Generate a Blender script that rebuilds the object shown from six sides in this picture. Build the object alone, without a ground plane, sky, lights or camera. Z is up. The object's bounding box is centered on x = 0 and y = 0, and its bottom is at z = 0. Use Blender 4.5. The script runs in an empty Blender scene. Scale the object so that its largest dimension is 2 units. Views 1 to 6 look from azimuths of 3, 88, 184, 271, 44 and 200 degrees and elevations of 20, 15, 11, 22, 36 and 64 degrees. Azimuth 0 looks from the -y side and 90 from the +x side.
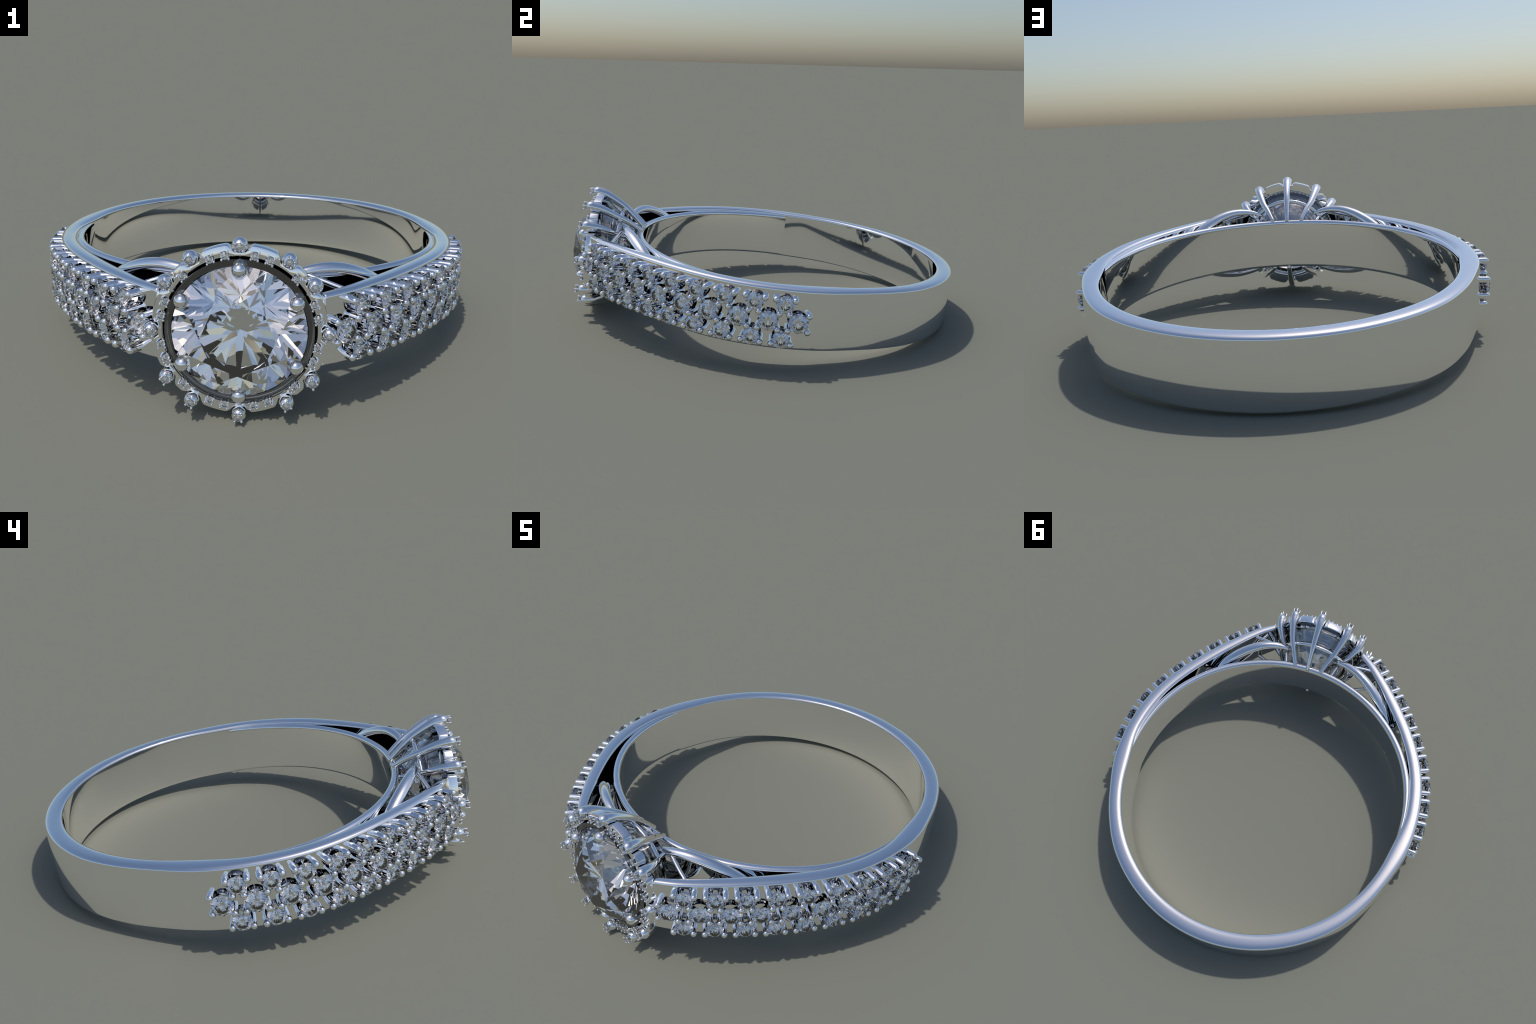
# A diamond halo ring lying tilted on its side: tapering cathedral shank with three
# rows of claw-set stones, inner sizing band, leaf arms, twelve-claw basket head.
import bpy, bmesh, math
from math import sin, cos, pi, radians, sqrt, exp
from mathutils import Vector, Matrix
from mathutils.bvhtree import BVHTree

# ------------------------------------------------------------------ placement
# Everything is designed in the ring's own frame: finger hole axis = z, head on -y.
# The ring rests on the foot of the shank and on the lowest halo bead.
TILT = radians(-5.6)
CENTRE = Vector((0.0, 0.146, 0.2215))
FRAME = Matrix.Translation(CENTRE) @ Matrix.Rotation(TILT, 4, 'X')

# ------------------------------------------------------------------ materials
def silver_material():
    m = bpy.data.materials.new("polished_silver")
    m.use_nodes = True
    nt = m.node_tree
    b = nt.nodes["Principled BSDF"]
    b.inputs["Metallic"].default_value = 1.0
    tc = nt.nodes.new("ShaderNodeTexCoord")
    nz = nt.nodes.new("ShaderNodeTexNoise")
    nz.inputs["Scale"].default_value = 6.0
    nz.inputs["Detail"].default_value = 2.0
    nt.links.new(tc.outputs["Object"], nz.inputs["Vector"])
    cr = nt.nodes.new("ShaderNodeValToRGB")
    cr.color_ramp.elements[0].position = 0.3
    cr.color_ramp.elements[0].color = (0.985, 0.985, 0.985, 1)
    cr.color_ramp.elements[1].position = 0.7
    cr.color_ramp.elements[1].color = (1.0, 1.0, 1.0, 1)
    nt.links.new(nz.outputs["Fac"], cr.inputs["Fac"])
    nt.links.new(cr.outputs["Color"], b.inputs["Base Color"])
    b.inputs["Roughness"].default_value = SILVER_ROUGH
    return m

def gem_material():
    m = bpy.data.materials.new("clear_diamond")
    m.use_nodes = True
    nt = m.node_tree
    b = nt.nodes["Principled BSDF"]
    b.inputs["Base Color"].default_value = (1, 1, 1, 1)
    b.inputs["Roughness"].default_value = 0.0
    b.inputs["IOR"].default_value = GEM_IOR
    b.inputs["Transmission Weight"].default_value = 1.0
    return m

SILVER_ROUGH = 0.03
GEM_IOR = 2.42
SILVER = silver_material()
GEM = gem_material()

# ------------------------------------------------------------------ helpers
ROOT = bpy.data.objects.new("diamond_ring", None)
bpy.context.scene.collection.objects.link(ROOT)
ROOT["label"] = "polished silver halo ring with large round diamond"
ROOT["category"] = "ring"

def smooth_by_angle(me, deg):
    me.polygons.foreach_set("use_smooth", [True] * len(me.polygons))
    if deg < 180:
        bm = bmesh.new(); bm.from_mesh(me)
        lim = radians(deg)
        for e in bm.edges:
            e.smooth = not (len(e.link_faces) == 2 and e.calc_face_angle(0) > lim)
        bm.to_mesh(me); bm.free()

def make_mesh(name, verts, faces, mat, smooth=180):
    me = bpy.data.meshes.new(name)
    me.from_pydata([tuple(v) for v in verts], [], faces)
    bm = bmesh.new(); bm.from_mesh(me)
    bmesh.ops.recalc_face_normals(bm, faces=bm.faces)
    bm.to_mesh(me); bm.free()
    me.materials.append(mat)
    if smooth is not None:
        smooth_by_angle(me, smooth)
    return me

def add(name, me, parent, local=Matrix.Identity(4)):
    """Link a mesh under `parent`; `local` is its pose in the ring's design frame."""
    ob = bpy.data.objects.new(name, me)
    bpy.context.scene.collection.objects.link(ob)
    ob.parent = parent
    ob.matrix_parent_inverse = Matrix.Identity(4)
    ob.matrix_basis = (FRAME @ local) if parent is ROOT else local
    return ob

def spline(ctrl, n):
    """Catmull-Rom (centripetal-ish, uniform) through control tuples of any length."""
    k = len(ctrl)
    out = []
    for i in range(n):
        f = i / (n - 1) * (k - 1)
        j = min(int(f), k - 2); t = f - j
        p1, p2 = ctrl[j], ctrl[j + 1]
        p0 = ctrl[j - 1] if j > 0 else tuple(2 * a - b for a, b in zip(p1, p2))
        p3 = ctrl[j + 2] if j + 2 < k else tuple(2 * b - a for a, b in zip(p1, p2))
        out.append(tuple(0.5 * (2 * b + (c - a) * t + (2 * a - 5 * b + 4 * c - d) * t * t
                                + (3 * b - a - 3 * c + d) * t ** 3)
                         for a, b, c, d in zip(p0, p1, p2, p3)))
    return out

def tube(ctrl, n=24, seg=20, caps=(True, True), under=1.0, up=None):
    """Round rod through control points (x, y, z, radius); domed ends."""
    pts = spline(ctrl, n)
    P = [Vector(p[:3]) for p in pts]; R = [max(p[3], 1e-4) for p in pts]
    T = [(P[min(i + 1, n - 1)] - P[max(i - 1, 0)]).normalized() for i in range(n)]
    rings = []
    if caps[0]:
        for a in (0.15, 0.4, 0.7):
            rings.append((P[0] - T[0] * R[0] * cos(a * pi / 2), R[0] * sin(a * pi / 2), T[0]))
    rings += [(P[i], R[i], T[i]) for i in range(n)]
    if caps[1]:
        for a in (0.7, 0.4, 0.15):
            rings.append((P[-1] + T[-1] * R[-1] * cos(a * pi / 2), R[-1] * sin(a * pi / 2), T[-1]))
    ref = Vector(up) if up else (Vector((0, 0, 1)) if abs(T[0].z) < 0.9 else Vector((1, 0, 0)))
    verts, faces = [], []
    for c, r, t in rings:
        a = (ref - t * ref.dot(t)).normalized()
        b = t.cross(a)
        if not up:
            ref = a
        for k in range(seg):
            w = 2 * pi * k / seg
            verts.append(c + (a * cos(w) * (under if cos(w) < 0 else 1.0) + b * sin(w)) * r)
    m = len(rings)
    for i in range(m - 1):
        for k in range(seg):
            q = (k + 1) % seg
            faces.append((i * seg + k, i * seg + q, (i + 1) * seg + q, (i + 1) * seg + k))
    faces.append(tuple(range(seg - 1, -1, -1)))
    faces.append(tuple((m - 1) * seg + k for k in range(seg)))
    return verts, faces

def lathe(profile, seg=128, closed=True):
    """Turn (radius, y) points about the head axis (-y)."""
    verts, faces = [], []
    n = len(profile)
    for k in range(seg):
        w = 2 * pi * k / seg
        for r, y in profile:
            verts.append((r * sin(w), y, r * cos(w)))
    for k in range(seg):
        q = (k + 1) % seg
        for i in range(n if closed else n - 1):
            j = (i + 1) % n
            faces.append((k * n + i, k * n + j, q * n + j, q * n + i))
    return verts, faces

def merge(parts):
    V, F = [], []
    for v, f in parts:
        o = len(V)
        V += [tuple(p) for p in v]
        F += [tuple(i + o for i in face) for face in f]
    return V, F

# ------------------------------------------------------------------ round brilliant
def brilliant(name, table=0.56, crown=0.34, girdle=0.035, pav=0.86, star=0.80, low=0.26, sub=4):
    """Unit-radius round brilliant cut, table towards +z, girdle top at z = 0."""
    V, F = [], []
    def add_v(r, a, z):
        V.append((r * cos(a), r * sin(a), z)); return len(V) - 1
    A = pi / 4; H = pi / 8
    tab = [add_v(table, i * A, crown) for i in range(8)]
    slope = crown / (1 - table)
    sp = [add_v(star, i * A + H, slope * (1 - star * cos(H))) for i in range(8)]
    pl = [add_v(low, i * A + H, -girdle - pav * (1 - low * cos(H))) for i in range(8)]
    culet = add_v(0, 0, -girdle - pav)
    up, dn = [], []
    n = 16 * sub
    for k in range(n):
        a = 2 * pi * k / n
        sector = (k // sub); f = (k % sub) / sub
        # height on the flat of the facet that meets the girdle here
        def on_plane(p, zg):
            a0, a1 = sector * H, (sector + 1) * H
            g0 = Vector((cos(a0), sin(a0), zg)); g1 = Vector((cos(a1), sin(a1), zg)); s = Vector(V[p])
            nrm = (g1 - g0).cross(s - g0)
            x, y = cos(a), sin(a)
            return zg - (nrm.x * (x - g0.x) + nrm.y * (y - g0.y)) / nrm.z
        side = (sector // 2) % 8
        zu = on_plane(sp[side], 0.0) if f else 0.0
        zd = on_plane(pl[side], -girdle) if f else -girdle
        up.append(add_v(1, a, zu)); dn.append(add_v(1, a, zd))
    F.append(tuple(tab))
    for i in range(8):
        j = (i + 1) % 8
        F.append((tab[i], sp[i], tab[j]))                                   # star
        F.append((tab[i], sp[i - 1], up[i * 2 * sub], sp[i]))               # kite
        F.append((culet, pl[i], dn[i * 2 * sub], pl[i - 1]))                # pavilion main
        for h in (0, 1):
            g = [(i * 2 + h) * sub + q for q in range(sub + 1)]
            F.append(tuple([sp[i]] + [up[q % n] for q in g]))               # upper girdle
            F.append(tuple([pl[i]] + [dn[q % n] for q in g]))               # lower girdle
    for k in range(n):
        q = (k + 1) % n
        F.append((up[k], up[q], dn[q], dn[k]))
    return make_mesh(name, V, F, GEM, smooth=None)

# ------------------------------------------------------------------ shank (outer band)
# right half of the strap's rim line seen along the hole axis:
# x, y, thickness, half width, stand-off of the stone settings (the wall follows at 80 % of it)
SHANK = [(0.282, -1.036, 0.034, 0.122, 0.003), (0.375, -0.967, 0.044, 0.127, 0.007), (0.490, -0.848, 0.050, 0.131, 0.015),
         (0.590, -0.728, 0.053, 0.134, 0.018), (0.678, -0.608, 0.055, 0.136, 0.018), (0.752, -0.488, 0.057, 0.137, 0.017),
         (0.807, -0.365, 0.060, 0.1375, 0.016), (0.842, -0.230, 0.062, 0.1375, 0.015), (0.856, -0.090, 0.064, 0.1375, 0.014),
         (0.851, 0.045, 0.069, 0.1375, 0.010), (0.820, 0.180, 0.070, 0.1375, 0.004), (0.743, 0.382, 0.069, 0.1375, 0.002),
         (0.626, 0.563, 0.074, 0.1375, 0.003), (0.453, 0.711, 0.079, 0.1375, 0.003), (0.238, 0.811, 0.081, 0.1375, 0.003),
         (0.0, 0.847, 0.082, 0.1375, 0.003)]
SHANK = [(x, y, t, h + 0.006, o) for x, y, t, h, o in SHANK]
INSET = [0.018, 0.016, 0.011, 0.005]                  # the left shoulder lies a little further in than the right
full = SHANK + [(-x, y + (INSET[i] if i < 4 else 0), t, h, o) for i, (x, y, t, h, o) in enumerate(SHANK)][-2::-1]
LIFT, STONE_LIFT = 0.006, 0.002                       # strap and stone rows sit a hair above the head's mid plane
PATH = spline(full, 361)

def path_frame(i):
    a, b = PATH[max(i - 1, 0)], PATH[min(i + 1, len(PATH) - 1)]
    t = Vector((b[0] - a[0], b[1] - a[1], 0)).normalized()
    return Vector((PATH[i][0], PATH[i][1], 0)), t, Vector((t.y, -t.x, 0))

ARC = [0.0]
for i in range(1, len(PATH)):
    ARC.append(ARC[-1] + math.dist(PATH[i][:2], PATH[i - 1][:2]))

def at_arc(s):
    """Point, tangent and outward normal of the wall at arc length s from the right tip."""
    i = 0
    while i < len(ARC) - 2 and ARC[i + 1] < s:
        i += 1
    f = (s - ARC[i]) / (ARC[i + 1] - ARC[i])
    p0, t0, n0 = path_frame(i); p1, t1, n1 = path_frame(i + 1)
    return p0.lerp(p1, f), t0.lerp(t1, f).normalized(), n0.lerp(n1, f).normalized(), PATH[i][4] * (1 - f) + PATH[i + 1][4] * f

def band_section(t, h, out=0.0, belly=0.0, crest=0.018, crest_in=0.017, power=2.5, arc=10):
    """Closed outline (offset along outward normal, height) of a strap with crowned edges;
    the outer wall stands at offset `out` and domes by `belly`, the inner one at -t."""
    def q(v):
        return abs(v) ** (2 / power)
    mid, half = (out - t) / 2, (out + t) / 2
    angles = [pi / 2 * k / arc for k in range(arc + 1)]
    rise = [(mid + q(cos(w)) * half, h - crest + q(sin(w)) * crest) for w in angles]
    fall = [(mid - q(sin(w)) * half, h - crest_in + q(cos(w)) * crest_in) for w in angles[1:]]
    rows = (0.2, 0.6, 0.9, 0.975)
    upper = [(out + belly * (1 - f * f), (h - crest) * f) for f in (0.1, 0.25, 0.4, 0.55, 0.7, 0.85, 0.95)] + rise + fall + [(-t, (h - crest_in) * f) for f in rows[::-1]]
    return upper + [(n, -z) for n, z in upper[::-1]]

def sweep(frames, closed=False):
    """frames: list of (point, outward normal, section)."""
    V, F = [], []
    m = len(frames[0][2])
    for p, n, sec in frames:
        for o, z in sec:
            V.append((p.x + n.x * o, p.y + n.y * o, z))
    for i in range(len(frames) - 1):
        for k in range(m):
            q = (k + 1) % m
            F.append((i * m + k, i * m + q, (i + 1) * m + q, (i + 1) * m + k))
    F.append(tuple(range(m)))
    F.append(tuple((len(frames) - 1) * m + k for k in range(m)))
    return V, F

HOLE_C, HOLE_R = Vector((0, 0.000, 0)), 0.765          # the finger hole
def rim_thickness(i):
    """Ctrl-point thickness on the flying shoulders; down to the finger hole behind them."""
    p, t, n = path_frame(i)
    m = p - HOLE_C
    b = m.dot(n)
    to_hole = b - sqrt(max(0.0, b * b - m.length_squared + HOLE_R ** 2))
    f = max(0.0, min(1.0, (p.y + 0.16) / 0.32))
    f = f * f * (3 - 2 * f)
    return PATH[i][2] * (1 - f) + to_hole * f
frames = []
for i in range(len(PATH)):
    p, t, n = path_frame(i)
    frames.append((p, n, [(o, z + LIFT * (0.4 if PATH[i][1] < -0.3 else min(1.0, 0.4 + (PATH[i][1] + 0.3)))) for o, z in band_section(rim_thickness(i), PATH[i][3], PATH[i][4] * 0.40, belly=0.002 + 0.40 * PATH[i][4])]))
shank_me = make_mesh("shank", *sweep(frames), SILVER, smooth=40)
shank = add("shank", shank_me, ROOT)

# ------------------------------------------------------------------ stone layout on the shoulders
FIRST, PITCH, MID_COUNT = 0.0705, 0.1266, 10
LAST = FIRST + PITCH * (MID_COUNT - 1)
ROW_Z, MID_R, SIDE_R = 0.079, 0.0455, 0.0395
STONE_UP, PRONG_R, PRONG_LEN = 0.028, 0.0145, 0.0445
seats, prongs = [], []                # (s, z, radius) and (s, z)
for i in range(MID_COUNT):
    seats.append((FIRST + i * PITCH, 0.0, MID_R))
for i in range(MID_COUNT - 1):
    s = FIRST + (i + 0.5) * PITCH
    for sg in (1, -1):
        seats.append((s, sg * ROW_Z, SIDE_R))
        for d in (-1, 1):
            prongs.append((s + d * 0.0400, sg * 0.1000))
            prongs.append((s + d * 0.0215, sg * 0.0360))
for sg in (1, -1):
    prongs.append((FIRST - 0.0405, sg * 0.0360))
    prongs.append((LAST + 0.0405, sg * 0.0360))

def wall_pose(s, z, side, lift=0.0):
    """Pose on the outer wall: x along the strap, z out of it."""
    p, t, n, o = at_arc(s)
    if side < 0:                                       # the stone rows mirror each other exactly
        p, t, n = (Vector((-v.x, v.y, 0)) for v in (p, t, n))
    y = n.cross(t).normalized()
    M = Matrix((t, y, n)).transposed().to_4x4()
    M.translation = p + n * (o + lift) + Vector((0, 0, z + STONE_LIFT))
    return M

# seat holes sunk into the wall behind every stone
V, F = [], []
for side in (1, -1):
    for s, z, r in seats:
        M = wall_pose(s, z, side)
        o = len(V); seg = 28
        for hgt in (0.012, -0.032 if side > 0 else -0.042):
            for k in range(seg):
                w = 2 * pi * k / seg
                V.append(M @ Vector((r * 0.86 * cos(w), r * 0.86 * sin(w), hgt)))
        for k in range(seg):
            q = (k + 1) % seg
            F.append((o + k, o + q, o + seg + q, o + seg + k))
        F.append(tuple(o + k for k in range(seg)))
        F.append(tuple(o + seg + k for k in range(seg)))
cut_me = make_mesh("seat_cutter", V, F, SILVER, smooth=None)
cutter = bpy.data.objects.new("seat_cutter", cut_me)
bpy.context.scene.collection.objects.link(cutter)
cutter.matrix_world = FRAME
bpy.context.view_layer.update()
bm0 = bmesh.new(); bm0.from_mesh(shank_me)
bmesh.ops.triangulate(bm0, faces=bm0.faces)
bm0.normal_update()
tree = BVHTree.FromBMesh(bm0)
bm0.faces.ensure_lookup_table()
mod = shank.modifiers.new("seats", 'BOOLEAN')
mod.operation = 'DIFFERENCE'; mod.solver = 'EXACT'; mod.object = cutter
mod.use_self = True
dg = bpy.context.evaluated_depsgraph_get()
cut = bpy.data.meshes.new_from_object(shank.evaluated_get(dg))
shank.modifiers.clear()
shank.data = cut
cut.name = "shank"
bpy.data.objects.remove(cutter)
# give the remaining wall the normals of the uncut strap so that it mirrors cleanly
cut.polygons.foreach_set("use_smooth", [True] * len(cut.polygons))
normals = [None] * len(cut.loops)
for poly in cut.polygons:
    for li in poly.loop_indices:
        co = cut.vertices[cut.loops[li].vertex_index].co
        probe = co.lerp(poly.center, 0.02)
        hit, nrm, fi, dist = tree.find_nearest(probe)
        use = poly.normal
        if fi is not None and dist < 0.0015 and nrm.dot(poly.normal) > 0.9 and len(bm0.faces[fi].verts) == 3:
            f = bm0.faces[fi]
            a, b, c = f.verts
            from mathutils.geometry import barycentric_transform
            use = barycentric_transform(hit, a.co, b.co, c.co, a.normal, b.normal, c.normal).normalized()
            if use.dot(poly.normal) < 0.7:
                use = poly.normal
        normals[li] = tuple(use)
cut.normals_split_custom_set(normals)
bm0.free()

# ------------------------------------------------------------------ stones and prongs of the shoulders
stone_me = brilliant("accent_diamond")
def rod_mesh(name, r, length, seg=20, dome=5, root=0.030):
    prof = [(r, -root), (r, length - r)] + [(r * cos(a * pi / 2 / dome), length - r + r * sin(a * pi / 2 / dome)) for a in range(1, dome)]
    V, F = [], []
    for rr, z in prof:
        for k in range(seg):
            w = 2 * pi * k / seg
            V.append((rr * cos(w), rr * sin(w), z))
    V.append((0, 0, length))
    for i in range(len(prof) - 1):
        for k in range(seg):
            q = (k + 1) % seg
            F.append((i * seg + k, i * seg + q, (i + 1) * seg + q, (i + 1) * seg + k))
    top = (len(prof) - 1) * seg
    for k in range(seg):
        F.append((top + k, top + (k + 1) % seg, len(V) - 1))
    F.append(tuple(range(seg - 1, -1, -1)))
    return make_mesh(name, V, F, SILVER, smooth=40)

prong_me = rod_mesh("prong", PRONG_R, PRONG_LEN)
for side in (1, -1):
    for k, (s, z, r) in enumerate(seats):
        M = wall_pose(s, z, side, STONE_UP) @ Matrix.Rotation(k * 0.7, 4, 'Z') @ Matrix.Scale(r, 4)
        add("accent_diamond", stone_me, shank, M)
    for s, z in prongs:
        add("prong", prong_me, shank, wall_pose(s, z, side))

# ------------------------------------------------------------------ inner sizing band (arch behind the head)
IN_C, IN_R, IN_END = Vector((0, -0.010, 0)), 0.788, radians(97)
frames = []
for i in range(181):
    a = -IN_END + 2 * IN_END * i / 180
    n = Vector((sin(a), -cos(a), 0))
    e = min(1.0, (IN_END - abs(a)) / radians(30))
    t = 0.012 + 0.026 * e
    g = max(0.0, min(1.0, (math.degrees(abs(a)) - 52) / 45))
    r_in = IN_R - 0.014 * g * g * (3 - 2 * g)             # runs out flush into the hole of the shank
    frames.append((IN_C + n * (r_in + t), n, band_section(t, 0.1310, crest=0.018, crest_in=0.020, power=2.2)))
inner_band = add("inner_band", make_mesh("inner_band", *sweep(frames), SILVER, smooth=40), ROOT)

# ------------------------------------------------------------------ head
BEADS = [0, 33, 56, 90, 124, 147, 180, 213, 236, 270, 304, 327]
BEAD_R, BEAD_Y, BEAD_SIZE = 0.298, -1.060, 0.0270
def polar(r, deg, y):
    a = radians(deg)
    return (r * sin(a), y, r * cos(a))

# scalloped halo plate
def halo_outer(deg):
    d = min(abs((deg - b + 180) % 360 - 180) for b in BEADS)
    x = (radians(d) * 0.285 - 0.020) / 0.024
    x = max(0.0, min(1.0, x))
    return 0.275 + 0.0225 * x * (1.6 - 0.6 * x)
V, F = [], []
SEG = 480
R_IN, Y_F, Y_B = 0.2515, -1.058, -1.016
for k in range(SEG):
    deg = 360.0 * k / SEG
    ro = halo_outer(deg)
    sec = [(R_IN, Y_B - 0.002), (R_IN, Y_F + 0.013), (R_IN + 0.001, Y_F + 0.010), (R_IN + 0.0095, Y_F), (ro - 0.005, Y_F),
           (ro - 0.0015, Y_F + 0.0015), (ro, Y_F + 0.005), (ro, Y_B - 0.004), (ro - 0.004, Y_B)]
    V += [polar(r, deg, y) for r, y in sec]
n = 9
for k in range(SEG):
    q = (k + 1) % SEG
    for i in range(n):
        j = (i + 1) % n
        F.append((k * n + i, k * n + j, q * n + j, q * n + i))
halo = add("halo", make_mesh("halo", V, F, SILVER, smooth=35), ROOT)

# clear conical cup under the stone: outer cone just inside the claws, hollow for the pavilion
cup = lathe([(0.2512, -1.064), (0.2512, -1.004), (0.2420, -0.998), (0.108, -0.818), (0.03, -0.818), (0.03, -0.836),
             (0.06, -0.860), (0.215, -1.040), (0.2295, -1.064)], 160, closed=False)
cup_v, cup_f = cup
cup_f += [(k * 9 + 8, k * 9, ((k + 1) % 160) * 9, ((k + 1) % 160) * 9 + 8) for k in range(160)]
cup_me = make_mesh("stone_cup", cup_v, cup_f, GEM, smooth=None)
bm = bmesh.new(); bm.from_mesh(cup_me)
bmesh.ops.remove_doubles(bm, verts=bm.verts, dist=1e-5)
bmesh.ops.dissolve_degenerate(bm, edges=bm.edges, dist=1e-6)
bmesh.ops.recalc_face_normals(bm, faces=bm.faces)
bm.to_mesh(cup_me); bm.free()
smooth_by_angle(cup_me, 35)
add("stone_cup", cup_me, halo)

# centre stone
G_Y, G_R = -1.067, 0.2270
to_front = Matrix.Rotation(pi / 2, 4, 'X')          # +z -> -y
centre_me = brilliant("centre_diamond", table=0.545, crown=0.345, pav=0.862, star=0.775, low=0.17, sub=6)
add("centre_diamond", centre_me, halo, Matrix.Translation((0, G_Y, 0)) @ to_front @ Matrix.Rotation(0.0, 4, 'Z') @ Matrix.Scale(G_R, 4))

# six ball claws on the girdle of the centre stone
for k in range(6):
    d = 60 * k
    c = [polar(0.234, d, -1.015) + (0.013,), polar(0.231, d, -1.04) + (0.0145,), polar(0.2235, d, -1.067) + (0.0205,), polar(0.2195, d, -1.084) + (0.0262,)]
    add("ball_prong", make_mesh("ball_prong", *tube(c, 14, 24), SILVER), halo)

# tiny stones with four grains each, on the halo face and on every bead
def grain_set(reach=0.0118, r=0.0046, length=0.0185):
    parts = []
    for sx in (1, -1):
        for sy in (1, -1):
            parts.append(tube([(sx * reach, sy * reach, -0.004, r), (sx * reach, sy * reach, length - r, r)], 4, 10))
    return merge(parts)
grain_me = make_mesh("grain_claws", *grain_set(), SILVER)
melee_me = brilliant("melee_diamond", sub=2)
def set_melee(r, deg, y):
    M = Matrix.Translation(polar(r, deg, y)) @ to_front @ Matrix.Rotation(-radians(deg), 4, 'Z')
    add("melee_diamond", melee_me, halo, M @ Matrix.Translation((0, 0, 0.0095)) @ Matrix.Scale(0.0140, 4))
    add("grain_claws", grain_me, halo, M)
for base in (0, 90, 180, 270):
    for off in (10.7, 21.8, 45.0, 68.2, 79.3):
        set_melee(0.2665, base + off, Y_F)
for b in BEADS:
    set_melee(BEAD_R, b, BEAD_Y - 0.0235)

# gallery ring
GAL_Y, GAL_R = -0.920, 0.212
ring = [(GAL_R + 0.0115 * cos(2 * pi * k / 16), GAL_Y + 0.0115 * sin(2 * pi * k / 16)) for k in range(16)]
gallery = add("gallery_ring", make_mesh("gallery_ring", *lathe(ring, 144), SILVER), ROOT)

# twelve claws: long ones run down to the inner band, the side ones stop at the gallery ring
for b in BEADS:
    top = polar(BEAD_R, b, BEAD_Y)
    s = sin(radians(b)); c = cos(radians(b))
    if abs(s) < 0.6:
        sx = 0.0 if abs(s) < 0.1 else math.copysign(0.078, s)
        sz = math.copysign(0.134, c)
        foot = (sx, -0.806 if sx == 0 else -0.812, sz)
        ctrl = [top + (BEAD_SIZE,)]
        q1 = polar(0.286, b, -1.010); q2 = polar(0.241, b, -0.925)
        ctrl.append(q1 + (0.0225,))
        ctrl.append(q2 + (0.0175,))
        mid = tuple(0.5 * (u + v) for u, v in zip(q2, foot))
        ctrl.append((mid[0], mid[1], mid[2] + math.copysign(0.004, c), 0.0145))
        ctrl.append(foot + (0.0115,))
    else:
        ctrl = [top + (BEAD_SIZE,), polar(0.288, b, -1.015) + (0.0225,), polar(0.252, b, -0.955) + (0.0165,), polar(0.216, b, -0.915) + (0.011,)]
    add("claw", make_mesh("claw", *tube(ctrl, 28, 24), SILVER), ROOT)

# ------------------------------------------------------------------ leaf arms, braces and basket posts
for sx in (1, -1):
    for sz in (1, -1):
        arm = [(0.134, -0.893, 0.138, 0.007), (0.168, -0.891, 0.152, 0.0140), (0.224, -0.879, 0.164, 0.0205), (0.294, -0.851, 0.167, 0.0250),
               (0.362, -0.812, 0.152, 0.0280), (0.430, -0.765, 0.121, 0.0290), (0.490, -0.717, 0.080, 0.0260), (0.538, -0.674, 0.034, 0.0190)]
        arm = [(x * sx, y, z * sz, r) for x, y, z, r in arm]
        add("leaf_arm", make_mesh("leaf_arm", *tube(arm, 48, 28, under=0.45, up=(0, 0, sz)), SILVER, smooth=50), ROOT)
        brace = [(0.225 * sx, -0.888, 0.152 * sz, 0.0105), (0.295 * sx, -0.908, 0.132 * sz, 0.010), (0.372 * sx, -0.925, 0.108 * sz, 0.0105)]
        add("brace", make_mesh("brace", *tube(brace, 14, 16), SILVER), ROOT)
        post = [(0.172 * sx, -0.918, 0.118 * sz, 0.011), (0.152 * sx, -0.865, 0.108 * sz, 0.011), (0.135 * sx, -0.806, 0.098 * sz, 0.011)]
        add("basket_post", make_mesh("basket_post", *tube(post, 12, 16), SILVER), ROOT)
